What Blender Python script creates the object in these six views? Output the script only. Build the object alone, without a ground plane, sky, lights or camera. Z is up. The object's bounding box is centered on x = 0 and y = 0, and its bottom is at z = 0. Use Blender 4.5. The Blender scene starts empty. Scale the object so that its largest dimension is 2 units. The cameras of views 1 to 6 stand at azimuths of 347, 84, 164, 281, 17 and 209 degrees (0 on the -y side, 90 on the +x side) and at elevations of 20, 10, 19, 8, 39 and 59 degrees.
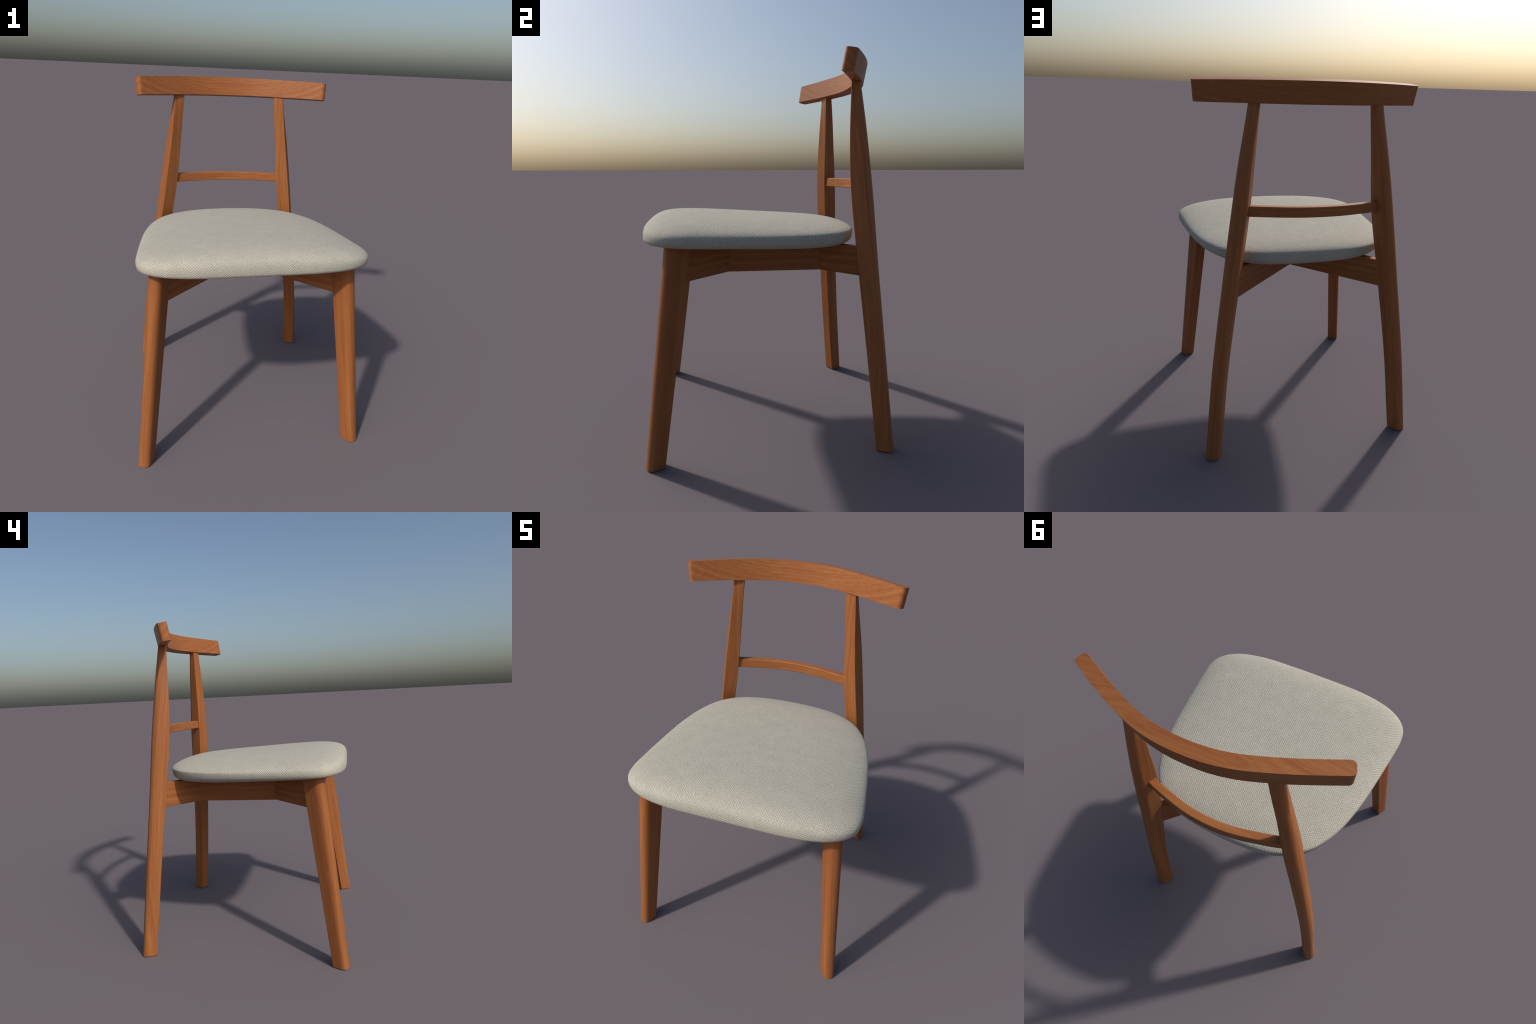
"""A mid-century dining chair: four D-section wooden legs, an X-shaped seat
frame with two side rails, a curved crest rail, a thin bowed lower back rail
and a fabric seat cushion."""
import bpy, bmesh, math
from mathutils import Vector

PI = math.pi
scene = bpy.context.scene


# ------------------------------------------------------------------ helpers
def spline(keys, vals, t):
    """Smooth interpolation (cubic Hermite, finite-difference tangents)."""
    n = len(keys)
    multi = hasattr(vals[0], '__len__')
    V = [list(v) if multi else [v] for v in vals]
    d = len(V[0])

    def slope(i):
        if i == 0:
            return [(V[1][k] - V[0][k]) / (keys[1] - keys[0]) for k in range(d)]
        if i == n - 1:
            return [(V[-1][k] - V[-2][k]) / (keys[-1] - keys[-2]) for k in range(d)]
        a, b = keys[i] - keys[i - 1], keys[i + 1] - keys[i]
        return [((V[i][k] - V[i - 1][k]) / a * b + (V[i + 1][k] - V[i][k]) / b * a) / (a + b) for k in range(d)]

    i = 0
    while i < n - 2 and t > keys[i + 1]:
        i += 1
    h = keys[i + 1] - keys[i]
    u = (t - keys[i]) / h
    m0, m1 = slope(i), slope(i + 1)
    out = [(2*u**3 - 3*u*u + 1)*V[i][k] + (u**3 - 2*u*u + u)*h*m0[k]
           + (3*u*u - 2*u**3)*V[i+1][k] + (u**3 - u*u)*h*m1[k] for k in range(d)]
    return out if multi else out[0]


def loft(name, rings, material, parent, bevel=0.0, segments=3, angle=40, mirror=False, shade=True):
    """Skin a list of closed rings, cap both ends, round the sharp edges."""
    if mirror:
        rings = [[(-p[0], p[1], p[2]) for p in reversed(r)] for r in rings]
    bm = bmesh.new()
    vr = [[bm.verts.new(p) for p in r] for r in rings]
    n = len(rings[0])
    for a, b in zip(vr, vr[1:]):
        for j in range(n):
            bm.faces.new((a[j], a[(j + 1) % n], b[(j + 1) % n], b[j]))
    bm.faces.new(list(reversed(vr[0])))
    bm.faces.new(vr[-1])
    bmesh.ops.recalc_face_normals(bm, faces=bm.faces)
    me = bpy.data.meshes.new(name)
    bm.to_mesh(me)
    bm.free()
    for p in me.polygons:
        p.use_smooth = True
    me.materials.append(material)
    ob = bpy.data.objects.new(name, me)
    scene.collection.objects.link(ob)
    ob.parent = parent
    if bevel:
        b = ob.modifiers.new('rounded_edges', 'BEVEL')
        b.width = bevel
        b.segments = segments
        b.limit_method = 'ANGLE'
        b.angle_limit = math.radians(angle)
        b.harden_normals = True
        b.use_clamp_overlap = True
    return ob


# ---------------------------------------------------------------- materials
def nodes_of(name):
    m = bpy.data.materials.new(name)
    m.use_nodes = True
    nt = m.node_tree
    bsdf = nt.nodes['Principled BSDF']

    def add(kind, **kw):
        nd = nt.nodes.new(kind)
        for k, v in kw.items():
            if k in nd.inputs.keys():
                nd.inputs[k].default_value = v
            else:
                setattr(nd, k, v)
        return nd

    def link(a, ao, b, bi):
        nt.links.new(a.outputs[ao], b.inputs[bi])
    return m, bsdf, add, link


WOOD_DARK = (0.232, 0.075, 0.0235, 1)
WOOD_RED = (0.278, 0.092, 0.0280, 1)
WOOD_MID = (0.294, 0.107, 0.0315, 1)
WOOD_LIGHT = (0.346, 0.133, 0.0415, 1)


def wood_material(name, axis, centre, ring_scale, tilt=(0, 0, 0), seed=0.0, rings=0.46, warp=0.016):
    """Solid wood: growth rings around a pith line parallel to `axis`, warped
    by long noise, with fine streaks along the grain and small flecks."""
    m, bsdf, add, link = nodes_of(name)
    tc = add('ShaderNodeTexCoord')
    mp = add('ShaderNodeMapping', vector_type='POINT')
    mp.inputs['Location'].default_value = tuple(-c for c in centre)
    mp.inputs['Rotation'].default_value = tilt
    link(tc, 'Object', mp, 'Vector')

    along = {'X': 0, 'Y': 1, 'Z': 2}[axis]
    # long, slow warp of the rings
    wm = add('ShaderNodeMapping')
    sc = [5.0, 5.0, 5.0]
    sc[along] = 1.1
    wm.inputs['Scale'].default_value = sc
    wm.inputs['Location'].default_value = (seed, seed * 1.7, seed * 0.6)
    link(mp, 'Vector', wm, 'Vector')
    wn = add('ShaderNodeTexNoise', Scale=1.6, Detail=3.0, Roughness=0.55)
    link(wm, 'Vector', wn, 'Vector')
    sub = add('ShaderNodeVectorMath', operation='SUBTRACT')
    sub.inputs[1].default_value = (0.5, 0.5, 0.5)
    link(wn, 'Color', sub, 0)
    scl = add('ShaderNodeVectorMath', operation='SCALE')
    scl.inputs['Scale'].default_value = warp
    link(sub, 'Vector', scl, 0)
    addv = add('ShaderNodeVectorMath', operation='ADD')
    link(mp, 'Vector', addv, 0)
    link(scl, 'Vector', addv, 1)
    # distance from the pith line
    flat = [1.0, 1.0, 1.0]
    flat[along] = 0.0
    mul = add('ShaderNodeVectorMath', operation='MULTIPLY')
    mul.inputs[1].default_value = flat
    link(addv, 'Vector', mul, 0)
    ln = add('ShaderNodeVectorMath', operation='LENGTH')
    link(mul, 'Vector', ln, 0)
    # rings: irregular bands = 1D noise of the radius
    rg = add('ShaderNodeTexNoise', noise_dimensions='1D', Scale=ring_scale, Detail=3.0, Roughness=0.68)
    link(ln, 'Value', rg, 'W')
    # streaks along the grain
    sm = add('ShaderNodeMapping')
    s2 = [95.0, 95.0, 95.0]
    s2[along] = 2.6
    sm.inputs['Scale'].default_value = s2
    link(addv, 'Vector', sm, 'Vector')
    st = add('ShaderNodeTexNoise', Scale=1.0, Detail=4.0, Roughness=0.6)
    link(sm, 'Vector', st, 'Vector')
    # broad tone
    bmn = add('ShaderNodeMapping')
    s3 = [9.0, 9.0, 9.0]
    s3[along] = 1.6
    bmn.inputs['Scale'].default_value = s3
    bmn.inputs['Location'].default_value = (seed * 2, 3.0, seed)
    link(mp, 'Vector', bmn, 'Vector')
    br = add('ShaderNodeTexNoise', Scale=1.0, Detail=2.0)
    link(bmn, 'Vector', br, 'Vector')
    # short flecks (pores)
    fm = add('ShaderNodeMapping')
    s4 = [170.0, 170.0, 170.0]
    s4[along] = 14.0
    fm.inputs['Scale'].default_value = s4
    link(mp, 'Vector', fm, 'Vector')
    fl = add('ShaderNodeTexNoise', Scale=1.0, Detail=1.0)
    link(fm, 'Vector', fl, 'Vector')

    def wsum(a, ao, wa, b, bo, wb):
        x = add('ShaderNodeMath', operation='MULTIPLY')
        x.inputs[1].default_value = wa
        link(a, ao, x, 0)
        y = add('ShaderNodeMath', operation='MULTIPLY_ADD')
        y.inputs[1].default_value = wb
        link(b, bo, y, 0)
        link(x, 'Value', y, 2)
        return y
    t1 = wsum(rg, 'Fac', rings, st, 'Fac', 0.82 - rings)
    t2 = wsum(t1, 'Value', 1.0, br, 'Fac', 0.18)
    ramp = add('ShaderNodeValToRGB')
    cr = ramp.color_ramp
    cr.elements[0].position = 0.35
    cr.elements[0].color = WOOD_DARK
    cr.elements[1].position = 0.665
    cr.elements[1].color = WOOD_LIGHT
    e = cr.elements.new(0.47)
    e.color = WOOD_RED
    e = cr.elements.new(0.53)
    e.color = WOOD_MID
    link(t2, 'Value', ramp, 'Fac')
    fr = add('ShaderNodeMapRange')
    fr.inputs['From Min'].default_value = 0.62
    fr.inputs['From Max'].default_value = 0.75
    fr.inputs['To Min'].default_value = 0.0
    fr.inputs['To Max'].default_value = 0.35
    link(fl, 'Fac', fr, 'Value')
    mix = add('ShaderNodeMix', data_type='RGBA', blend_type='MULTIPLY')
    link(fr, 'Result', mix, 'Factor')
    link(ramp, 'Color', mix, 6)
    mix.inputs[7].default_value = (0.72, 0.62, 0.52, 1)
    link(mix, 2, bsdf, 'Base Color')
    bsdf.inputs['Roughness'].default_value = 0.5
    bsdf.inputs['Specular IOR Level'].default_value = 0.25
    bp = add('ShaderNodeBump', Strength=0.05, Distance=0.004)
    link(st, 'Fac', bp, 'Height')
    link(bp, 'Normal', bsdf, 'Normal')
    return m


def fabric_material(name):
    """Off-white woven upholstery: small baskets of thread that follow the
    surface over the rim (texture axes slide with the normal)."""
    m, bsdf, add, link = nodes_of(name)
    tc = add('ShaderNodeTexCoord')
    # threads wander a little
    w = add('ShaderNodeTexNoise', Scale=60.0, Detail=3.0, Roughness=0.6)
    link(tc, 'Object', w, 'Vector')
    ws = add('ShaderNodeVectorMath', operation='SUBTRACT')
    ws.inputs[1].default_value = (0.5, 0.5, 0.5)
    link(w, 'Color', ws, 0)
    wc = add('ShaderNodeVectorMath', operation='SCALE')
    wc.inputs['Scale'].default_value = 0.0115
    link(ws, 'Vector', wc, 0)
    wa = add('ShaderNodeVectorMath', operation='ADD')
    link(tc, 'Object', wa, 0)
    link(wc, 'Vector', wa, 1)
    # weave: threads crossing in a fine lattice, laid on from above, from the
    # front and from the side, blended by the direction the surface faces
    sw = add('ShaderNodeSeparateXYZ')
    link(wa, 'Vector', sw, 0)

    def sine(ax, period):
        k = add('ShaderNodeMath', operation='MULTIPLY')
        k.inputs[1].default_value = 2 * PI / period
        link(sw, ax, k, 0)
        q = add('ShaderNodeMath', operation='SINE')
        link(k, 'Value', q, 0)
        return q
    waves = {'X': sine('X', 0.0143), 'Y': sine('Y', 0.0128), 'Z': sine('Z', 0.0132)}
    sn = add('ShaderNodeSeparateXYZ')
    link(tc, 'Normal', sn, 0)
    total = None
    for facing, a, b in (('Z', 'X', 'Y'), ('Y', 'X', 'Z'), ('X', 'Y', 'Z')):
        pr = add('ShaderNodeMath', operation='MULTIPLY')
        link(waves[a], 'Value', pr, 0)
        link(waves[b], 'Value', pr, 1)
        sq = add('ShaderNodeMath', operation='MULTIPLY')
        link(sn, facing, sq, 0)
        link(sn, facing, sq, 1)
        wt = add('ShaderNodeMath', operation='POWER')
        wt.inputs[1].default_value = 2.0
        link(sq, 'Value', wt, 0)
        acc = add('ShaderNodeMath', operation='MULTIPLY_ADD')
        link(pr, 'Value', acc, 0)
        link(wt, 'Value', acc, 1)
        ws_ = add('ShaderNodeMath', operation='ADD')
        link(wt, 'Value', ws_, 0)
        if total is None:
            acc.inputs[2].default_value = 0.0
            ws_.inputs[1].default_value = 0.0
        else:
            link(total, 'Value', acc, 2)
            link(wsum_, 'Value', ws_, 1)
        total, wsum_ = acc, ws_
    norm = add('ShaderNodeMath', operation='DIVIDE')
    link(total, 'Value', norm, 0)
    link(wsum_, 'Value', norm, 1)
    total = norm
    half = add('ShaderNodeMath', operation='MULTIPLY_ADD')
    half.inputs[1].default_value = 0.75
    half.inputs[2].default_value = 0.5
    link(total, 'Value', half, 0)
    # yarn irregularity
    n1 = add('ShaderNodeTexNoise', Scale=170.0, Detail=2.0, Roughness=0.6)
    link(tc, 'Object', n1, 'Vector')
    hm = add('ShaderNodeMix', data_type='FLOAT')
    hm.inputs[0].default_value = 0.55
    link(half, 'Value', hm, 2)
    link(n1, 'Fac', hm, 3)
    # broad soft blotches
    n2 = add('ShaderNodeTexNoise', Scale=14.0, Detail=4.0, Roughness=0.6)
    link(tc, 'Object', n2, 'Vector')
    ramp = add('ShaderNodeValToRGB')
    cr = ramp.color_ramp
    cr.elements[0].position = 0.25
    cr.elements[0].color = (0.308, 0.284, 0.226, 1)
    cr.elements[1].position = 0.76
    cr.elements[1].color = (0.474, 0.458, 0.394, 1)
    e = cr.elements.new(0.50)
    e.color = (0.400, 0.382, 0.320, 1)
    link(hm, 0, ramp, 'Fac')
    tone = add('ShaderNodeMapRange')
    tone.inputs['From Min'].default_value = 0.3
    tone.inputs['From Max'].default_value = 0.7
    tone.inputs['To Min'].default_value = 0.955
    tone.inputs['To Max'].default_value = 1.045
    link(n2, 'Fac', tone, 'Value')
    mx = add('ShaderNodeVectorMath', operation='SCALE')
    link(ramp, 'Color', mx, 0)
    link(tone, 'Result', mx, 'Scale')
    link(mx, 'Vector', bsdf, 'Base Color')
    bsdf.inputs['Roughness'].default_value = 0.95
    bsdf.inputs['Specular IOR Level'].default_value = 0.1
    bsdf.inputs['Sheen Weight'].default_value = 0.08
    bsdf.inputs['Sheen Roughness'].default_value = 0.5
    bp = add('ShaderNodeBump', Strength=0.45, Distance=0.004)
    link(hm, 0, bp, 'Height')
    link(bp, 'Normal', bsdf, 'Normal')
    return m


# right and left legs: the grain follows the splay of each leg
wood_front = [wood_material('wood_front_leg', 'Z', (0.55 * k, -0.62, 0.0), 60, tilt=(0.133, 0.10 * k, 0), seed=1.3 + k) for k in (1, -1)]
wood_back = [wood_material('wood_back_leg', 'Z', (0.49 * k, 0.66, 0.0), 60, tilt=(-0.06, 0.122 * k, 0), seed=4.1 + k) for k in (1, -1)]
wood_crest = wood_material('wood_crest_rail', 'X', (0.0, 0.53, 2.10), 58, seed=2.2, rings=0.44, warp=0.011)
wood_slat = wood_material('wood_back_slat', 'X', (0.0, 0.60, 1.25), 60, seed=7.7)
wood_frame_a = wood_material('wood_seat_frame', 'X', (0.0, 0.2, 0.8), 60, tilt=(0, 0, 0.785), seed=3.4)
wood_frame_b = wood_material('wood_seat_frame_other', 'X', (0.0, 0.2, 0.8), 60, tilt=(0, 0, -0.785), seed=5.9)
wood_side = wood_material('wood_side_rail', 'Y', (0.1, 0.0, 0.8), 60, seed=6.3)
fabric = fabric_material('woven_fabric')

# ---------------------------------------------------------------- the chair
chair = bpy.data.objects.new('dining_chair', None)
scene.collection.objects.link(chair)
chair['label'] = 'wooden dining chair with curved backrest and cream fabric seat'
chair['category'] = 'dining chair'


# ---- legs: D-shaped section, flat towards the seat, rounded outwards
def d_ring(mx, my, hw, depth, yaw, sgn, z, rr=0.43, n=9, power=2.4):
    dx, dy = math.sin(yaw), sgn * math.cos(yaw)
    wx, wy = math.cos(yaw), -sgn * math.sin(yaw)
    loc = [(-hw, 0.0), (hw, 0.0)]
    half = []
    for i in range(n + 1):
        t = i / n * PI / 2
        half.append((hw * math.cos(t) ** (2 / power), depth * (1 - rr) + depth * rr * math.sin(t) ** (2 / power)))
    loc += half + [(-a, b) for a, b in reversed(half[:-1])]
    return [(mx + a * wx + b * dx, my + a * wy + b * dy, z) for a, b in loc]


FRONT_Z = [0.0, 1.0]
FRONT = [(0.5793, -0.5487, 0.0354, 0.0849, 0.4722),
         (0.4781, -0.4158, 0.0401, 0.1150, 0.5178)]
BACK_Z = [0.0, 0.5, 1.0, 1.35, 1.65, 1.89]
BACK = [(0.5445, 0.5577, 0.0375, 0.0856, 0.4434),
        (0.4953, 0.5087, 0.0382, 0.0908, 0.4274),
        (0.4238, 0.4632, 0.0405, 0.0988, 0.4308),
        (0.3719, 0.4348, 0.0414, 0.1050, 0.4239),
        (0.3374, 0.4327, 0.0346, 0.0781, 0.4536),
        (0.3136, 0.4343, 0.0295, 0.0461, 0.2428)]


def leg(name, zs, table, sgn, top, steps, material, mirror):
    rings = []
    for i in range(steps + 1):
        z = top * i / steps
        if z <= zs[-1]:
            s = spline(zs, table, z)
        else:                                   # straight tenon past the last section
            a, b = spline(zs, table, zs[-1] - 0.02), spline(zs, table, zs[-1])
            s = [q + (q - p) / 0.02 * (z - zs[-1]) for p, q in zip(a, b)]
            if sgn > 0:                          # tenon that follows the leaning rail
                s = list(b)
                s[1] += 0.30 * (z - zs[-1])
                s[3] -= 0.30 * (z - zs[-1])
        rings.append(d_ring(*s, sgn, z))
    return loft(name, rings, material, chair, bevel=0.004, segments=2, angle=42, mirror=mirror)


for side in (False, True):
    leg('front_leg', FRONT_Z, FRONT, -1, 1.098, 14, wood_front[side], side)
for side in (False, True):
    leg('back_leg', BACK_Z, BACK, 1, 1.915, 48, wood_back[side], side)

# ---- crest rail: bowed plank, leaning back, rounded ends
CREST_SHIFT = 0.011
CREST_X = [-0.60, -0.56, -0.5, -0.4, -0.3, -0.2, -0.1, 0.0, 0.1, 0.2, 0.3, 0.4, 0.5, 0.56, 0.60]
CREST_Y = [0.315, 0.3345, 0.3635, 0.4105, 0.4520, 0.4875, 0.508, 0.5135, 0.508, 0.4875, 0.4520, 0.4105, 0.3635, 0.3345, 0.315]
LEAN = math.radians(10.5)


def crest_rail():
    thick, x_end, r = 0.059, 0.577, 0.019
    # stations along x: dense near the rounded ends
    xs = [x_end - r * (1 - math.cos(i / 7 * PI / 2)) * 0.9 for i in range(8)]       # end -> inwards
    inner = [0.5625 * math.cos(i / 36 * PI) for i in range(37)]
    body = [x for x in inner if abs(x) < xs[-1] - 0.004]
    stations = xs + body + [-x for x in reversed(xs)]
    rings = []
    for x in stations:
        y = spline(CREST_X, CREST_Y, x)
        e = 1e-3
        s = (spline(CREST_X, CREST_Y, x + e) - spline(CREST_X, CREST_Y, x - e)) / (2 * e)
        n = Vector((-s, 1, 0)).normalized()                  # outwards, to the back
        up = (n * math.sin(LEAN) + Vector((0, 0, math.cos(LEAN))))
        nn = (n * math.cos(LEAN) - Vector((0, 0, math.sin(LEAN))))
        k = max(0.0, 1 - (x / 0.6) ** 2)
        F = Vector((x + CREST_SHIFT, y, 1.990 + 0.010 * k))
        H = 0.1015 + 0.0075 * k
        d = x_end - abs(x)
        t = thick
        if d < r:
            t = thick - 2 * r + 2 * math.sqrt(max(0.0, r * r - (r - d) ** 2))
        a0 = (thick - t) / 2
        p = [F + nn * a0, F + nn * (a0 + t), F + nn * (a0 + t) - up * H, F + nn * a0 - up * H]
        rings.append([tuple(q) for q in p])
    return loft('crest_rail', rings, wood_crest, chair, bevel=0.0045, segments=3, angle=50)


crest_rail()

# ---- lower back rail
SLAT_X = [-0.40, -0.335, -0.29, -0.225, -0.165, -0.1, 0.0, 0.1, 0.165, 0.225, 0.29, 0.335, 0.40]
SLAT_Y = [0.438, 0.461, 0.475, 0.4915, 0.506, 0.517, 0.523, 0.517, 0.506, 0.4915, 0.475, 0.461, 0.438]


def back_slat():
    rings = []
    for i in range(41):
        x = 0.365 * (1 - 2 * i / 40)
        y = spline(SLAT_X, SLAT_Y, x)
        s = (spline(SLAT_X, SLAT_Y, x + 1e-3) - spline(SLAT_X, SLAT_Y, x - 1e-3)) / 2e-3
        n = Vector((-s, 1, 0)).normalized() * 0.040
        z1, z0 = 1.3915, 1.3370
        rings.append([(x, y, z1), (x + n.x, y + n.y, z1), (x + n.x, y + n.y, z0), (x, y, z0)])
    return loft('back_slat', rings, wood_slat, chair, bevel=0.005, segments=3, angle=50)


back_slat()

# ---- seat frame: two diagonals crossing under the cushion, two side rails
CROSS = Vector((0.0, 0.05, 0))


def beam(name, path, thick, material):
    """Straight plank: path = list of (point, bottom z, top z)."""
    d = (path[-1][0] - path[0][0]).normalized()
    n = Vector((-d.y, d.x, 0)) * thick / 2
    rings = [[(p.x + n.x, p.y + n.y, z1), (p.x - n.x, p.y - n.y, z1),
              (p.x - n.x, p.y - n.y, z0), (p.x + n.x, p.y + n.y, z0)] for p, z0, z1 in path]
    return loft(name, rings, material, chair, bevel=0.003, segments=2, angle=50)


for sx, mats in ((1, (wood_frame_a, wood_frame_b)), (-1, (wood_frame_b, wood_frame_a))):
    gap = Vector((0.012 * sx, 0, 0))
    beam('seat_brace', [(Vector((0.491 * sx, -0.449, 0)), 0.9030, 1.075), (CROSS + gap - Vector((0, .012, 0)), 0.912, 1.055)], 0.036, mats[0])
    beam('seat_brace', [(Vector((0.445 * sx, 0.508, 0)), 0.9030, 1.0545), (CROSS + gap + Vector((0, .012, 0)), 0.912, 1.062)], 0.041, mats[1])
for sx in (1, -1):
    beam('side_rail', [(Vector((0.244 * sx, -0.200, 0)), 0.906, 1.052), (Vector((0.244 * sx, 0.303, 0)), 0.906, 1.050)], 0.040, wood_side)

# ---- cushion: rounded trapezoid, thick in front, thinner at the back
HALF_PLAN = [(0.0, -0.6340), (0.152, -0.6338), (0.304, -0.6307), (0.424, -0.6151), (0.504, -0.5912),
             (0.569, -0.5513), (0.608, -0.4994), (0.6210, -0.4294), (0.6165, -0.3396), (0.6060, -0.2297),
             (0.5930, -0.1099), (0.5770, 0.01), (0.5570, 0.1099), (0.5307, 0.2047), (0.4926, 0.2926),
             (0.440, 0.3715), (0.3669, 0.4297), (0.2768, 0.4695), (0.1815, 0.488), (0.0923, 0.4963), (0.0, 0.4985)]


def closed_curve(pts, per):
    """Smooth closed curve (centripetal Catmull-Rom) through plan points."""
    V = [Vector(p) for p in pts]
    n, out = len(V), []
    for i in range(n):
        p0, p1, p2, p3 = V[i - 1], V[i], V[(i + 1) % n], V[(i + 2) % n]
        d0, d1, d2 = ((b - a).length ** 0.5 for a, b in ((p0, p1), (p1, p2), (p2, p3)))
        m1 = (p2 - p1) + d1 * ((p1 - p0) / d0 - (p2 - p0) / (d0 + d1))
        m2 = (p2 - p1) + d1 * ((p3 - p2) / d2 - (p3 - p1) / (d1 + d2))
        for k in range(per):
            t = k / per
            out.append((2*t**3 - 3*t*t + 1) * p1 + (t**3 - 2*t*t + t) * m1
                       + (3*t*t - 2*t**3) * p2 + (t**3 - t*t) * m2)
    return out


def seat_cushion():
    NF = 26
    plan = HALF_PLAN + [(-x, y) for x, y in reversed(HALF_PLAN[1:-1])]
    outline = [(p.x, p.y) for p in closed_curve(plan, 4)]
    NT = len(outline)

    def point(X, Y, f, upper):
        # rim height, puff above it and belly below it; fuller in front
        pw, q = (5.55, 2.61 - 0.55 * Y / 0.6) if upper else (0.8, 4.0)
        rho = max(0.0, math.cos(f)) ** (2 / pw)
        ze = max(0.0, math.sin(f)) ** (2 / q)
        x, y = X * rho, Y * rho
        base = 1.1187 + 0.009 * y
        if upper:
            z = base + ze * (0.079 - 0.0649 * y - 0.1044 * x * x)
        else:
            z = base - ze * (0.098 + 0.0762 * y)
        return (x + 0.0091, y - 0.0015, z)

    bm = bmesh.new()
    rows = []
    for k in range(NF - 1, -1, -1):                        # underside -> rim
        f = PI / 2 * (k / NF)
        rows.append([bm.verts.new(point(X, Y, f, False)) for X, Y in outline])
    for k in range(1, NF):
        f = PI / 2 * (k / NF)
        rows.append([bm.verts.new(point(X, Y, f, True)) for X, Y in outline])
    lo = bm.verts.new(point(0, 0, PI / 2, False))
    hi = bm.verts.new(point(0, 0, PI / 2, True))
    for a, b in zip(rows, rows[1:]):
        for j in range(NT):
            bm.faces.new((a[j], a[(j + 1) % NT], b[(j + 1) % NT], b[j]))
    for j in range(NT):
        bm.faces.new((lo, rows[0][(j + 1) % NT], rows[0][j]))
        bm.faces.new((hi, rows[-1][j], rows[-1][(j + 1) % NT]))
    bmesh.ops.recalc_face_normals(bm, faces=bm.faces)
    me = bpy.data.meshes.new('seat_cushion')
    bm.to_mesh(me)
    bm.free()
    for p in me.polygons:
        p.use_smooth = True
    me.materials.append(fabric)
    ob = bpy.data.objects.new('seat_cushion', me)
    scene.collection.objects.link(ob)
    ob.parent = chair
    return ob


seat_cushion()
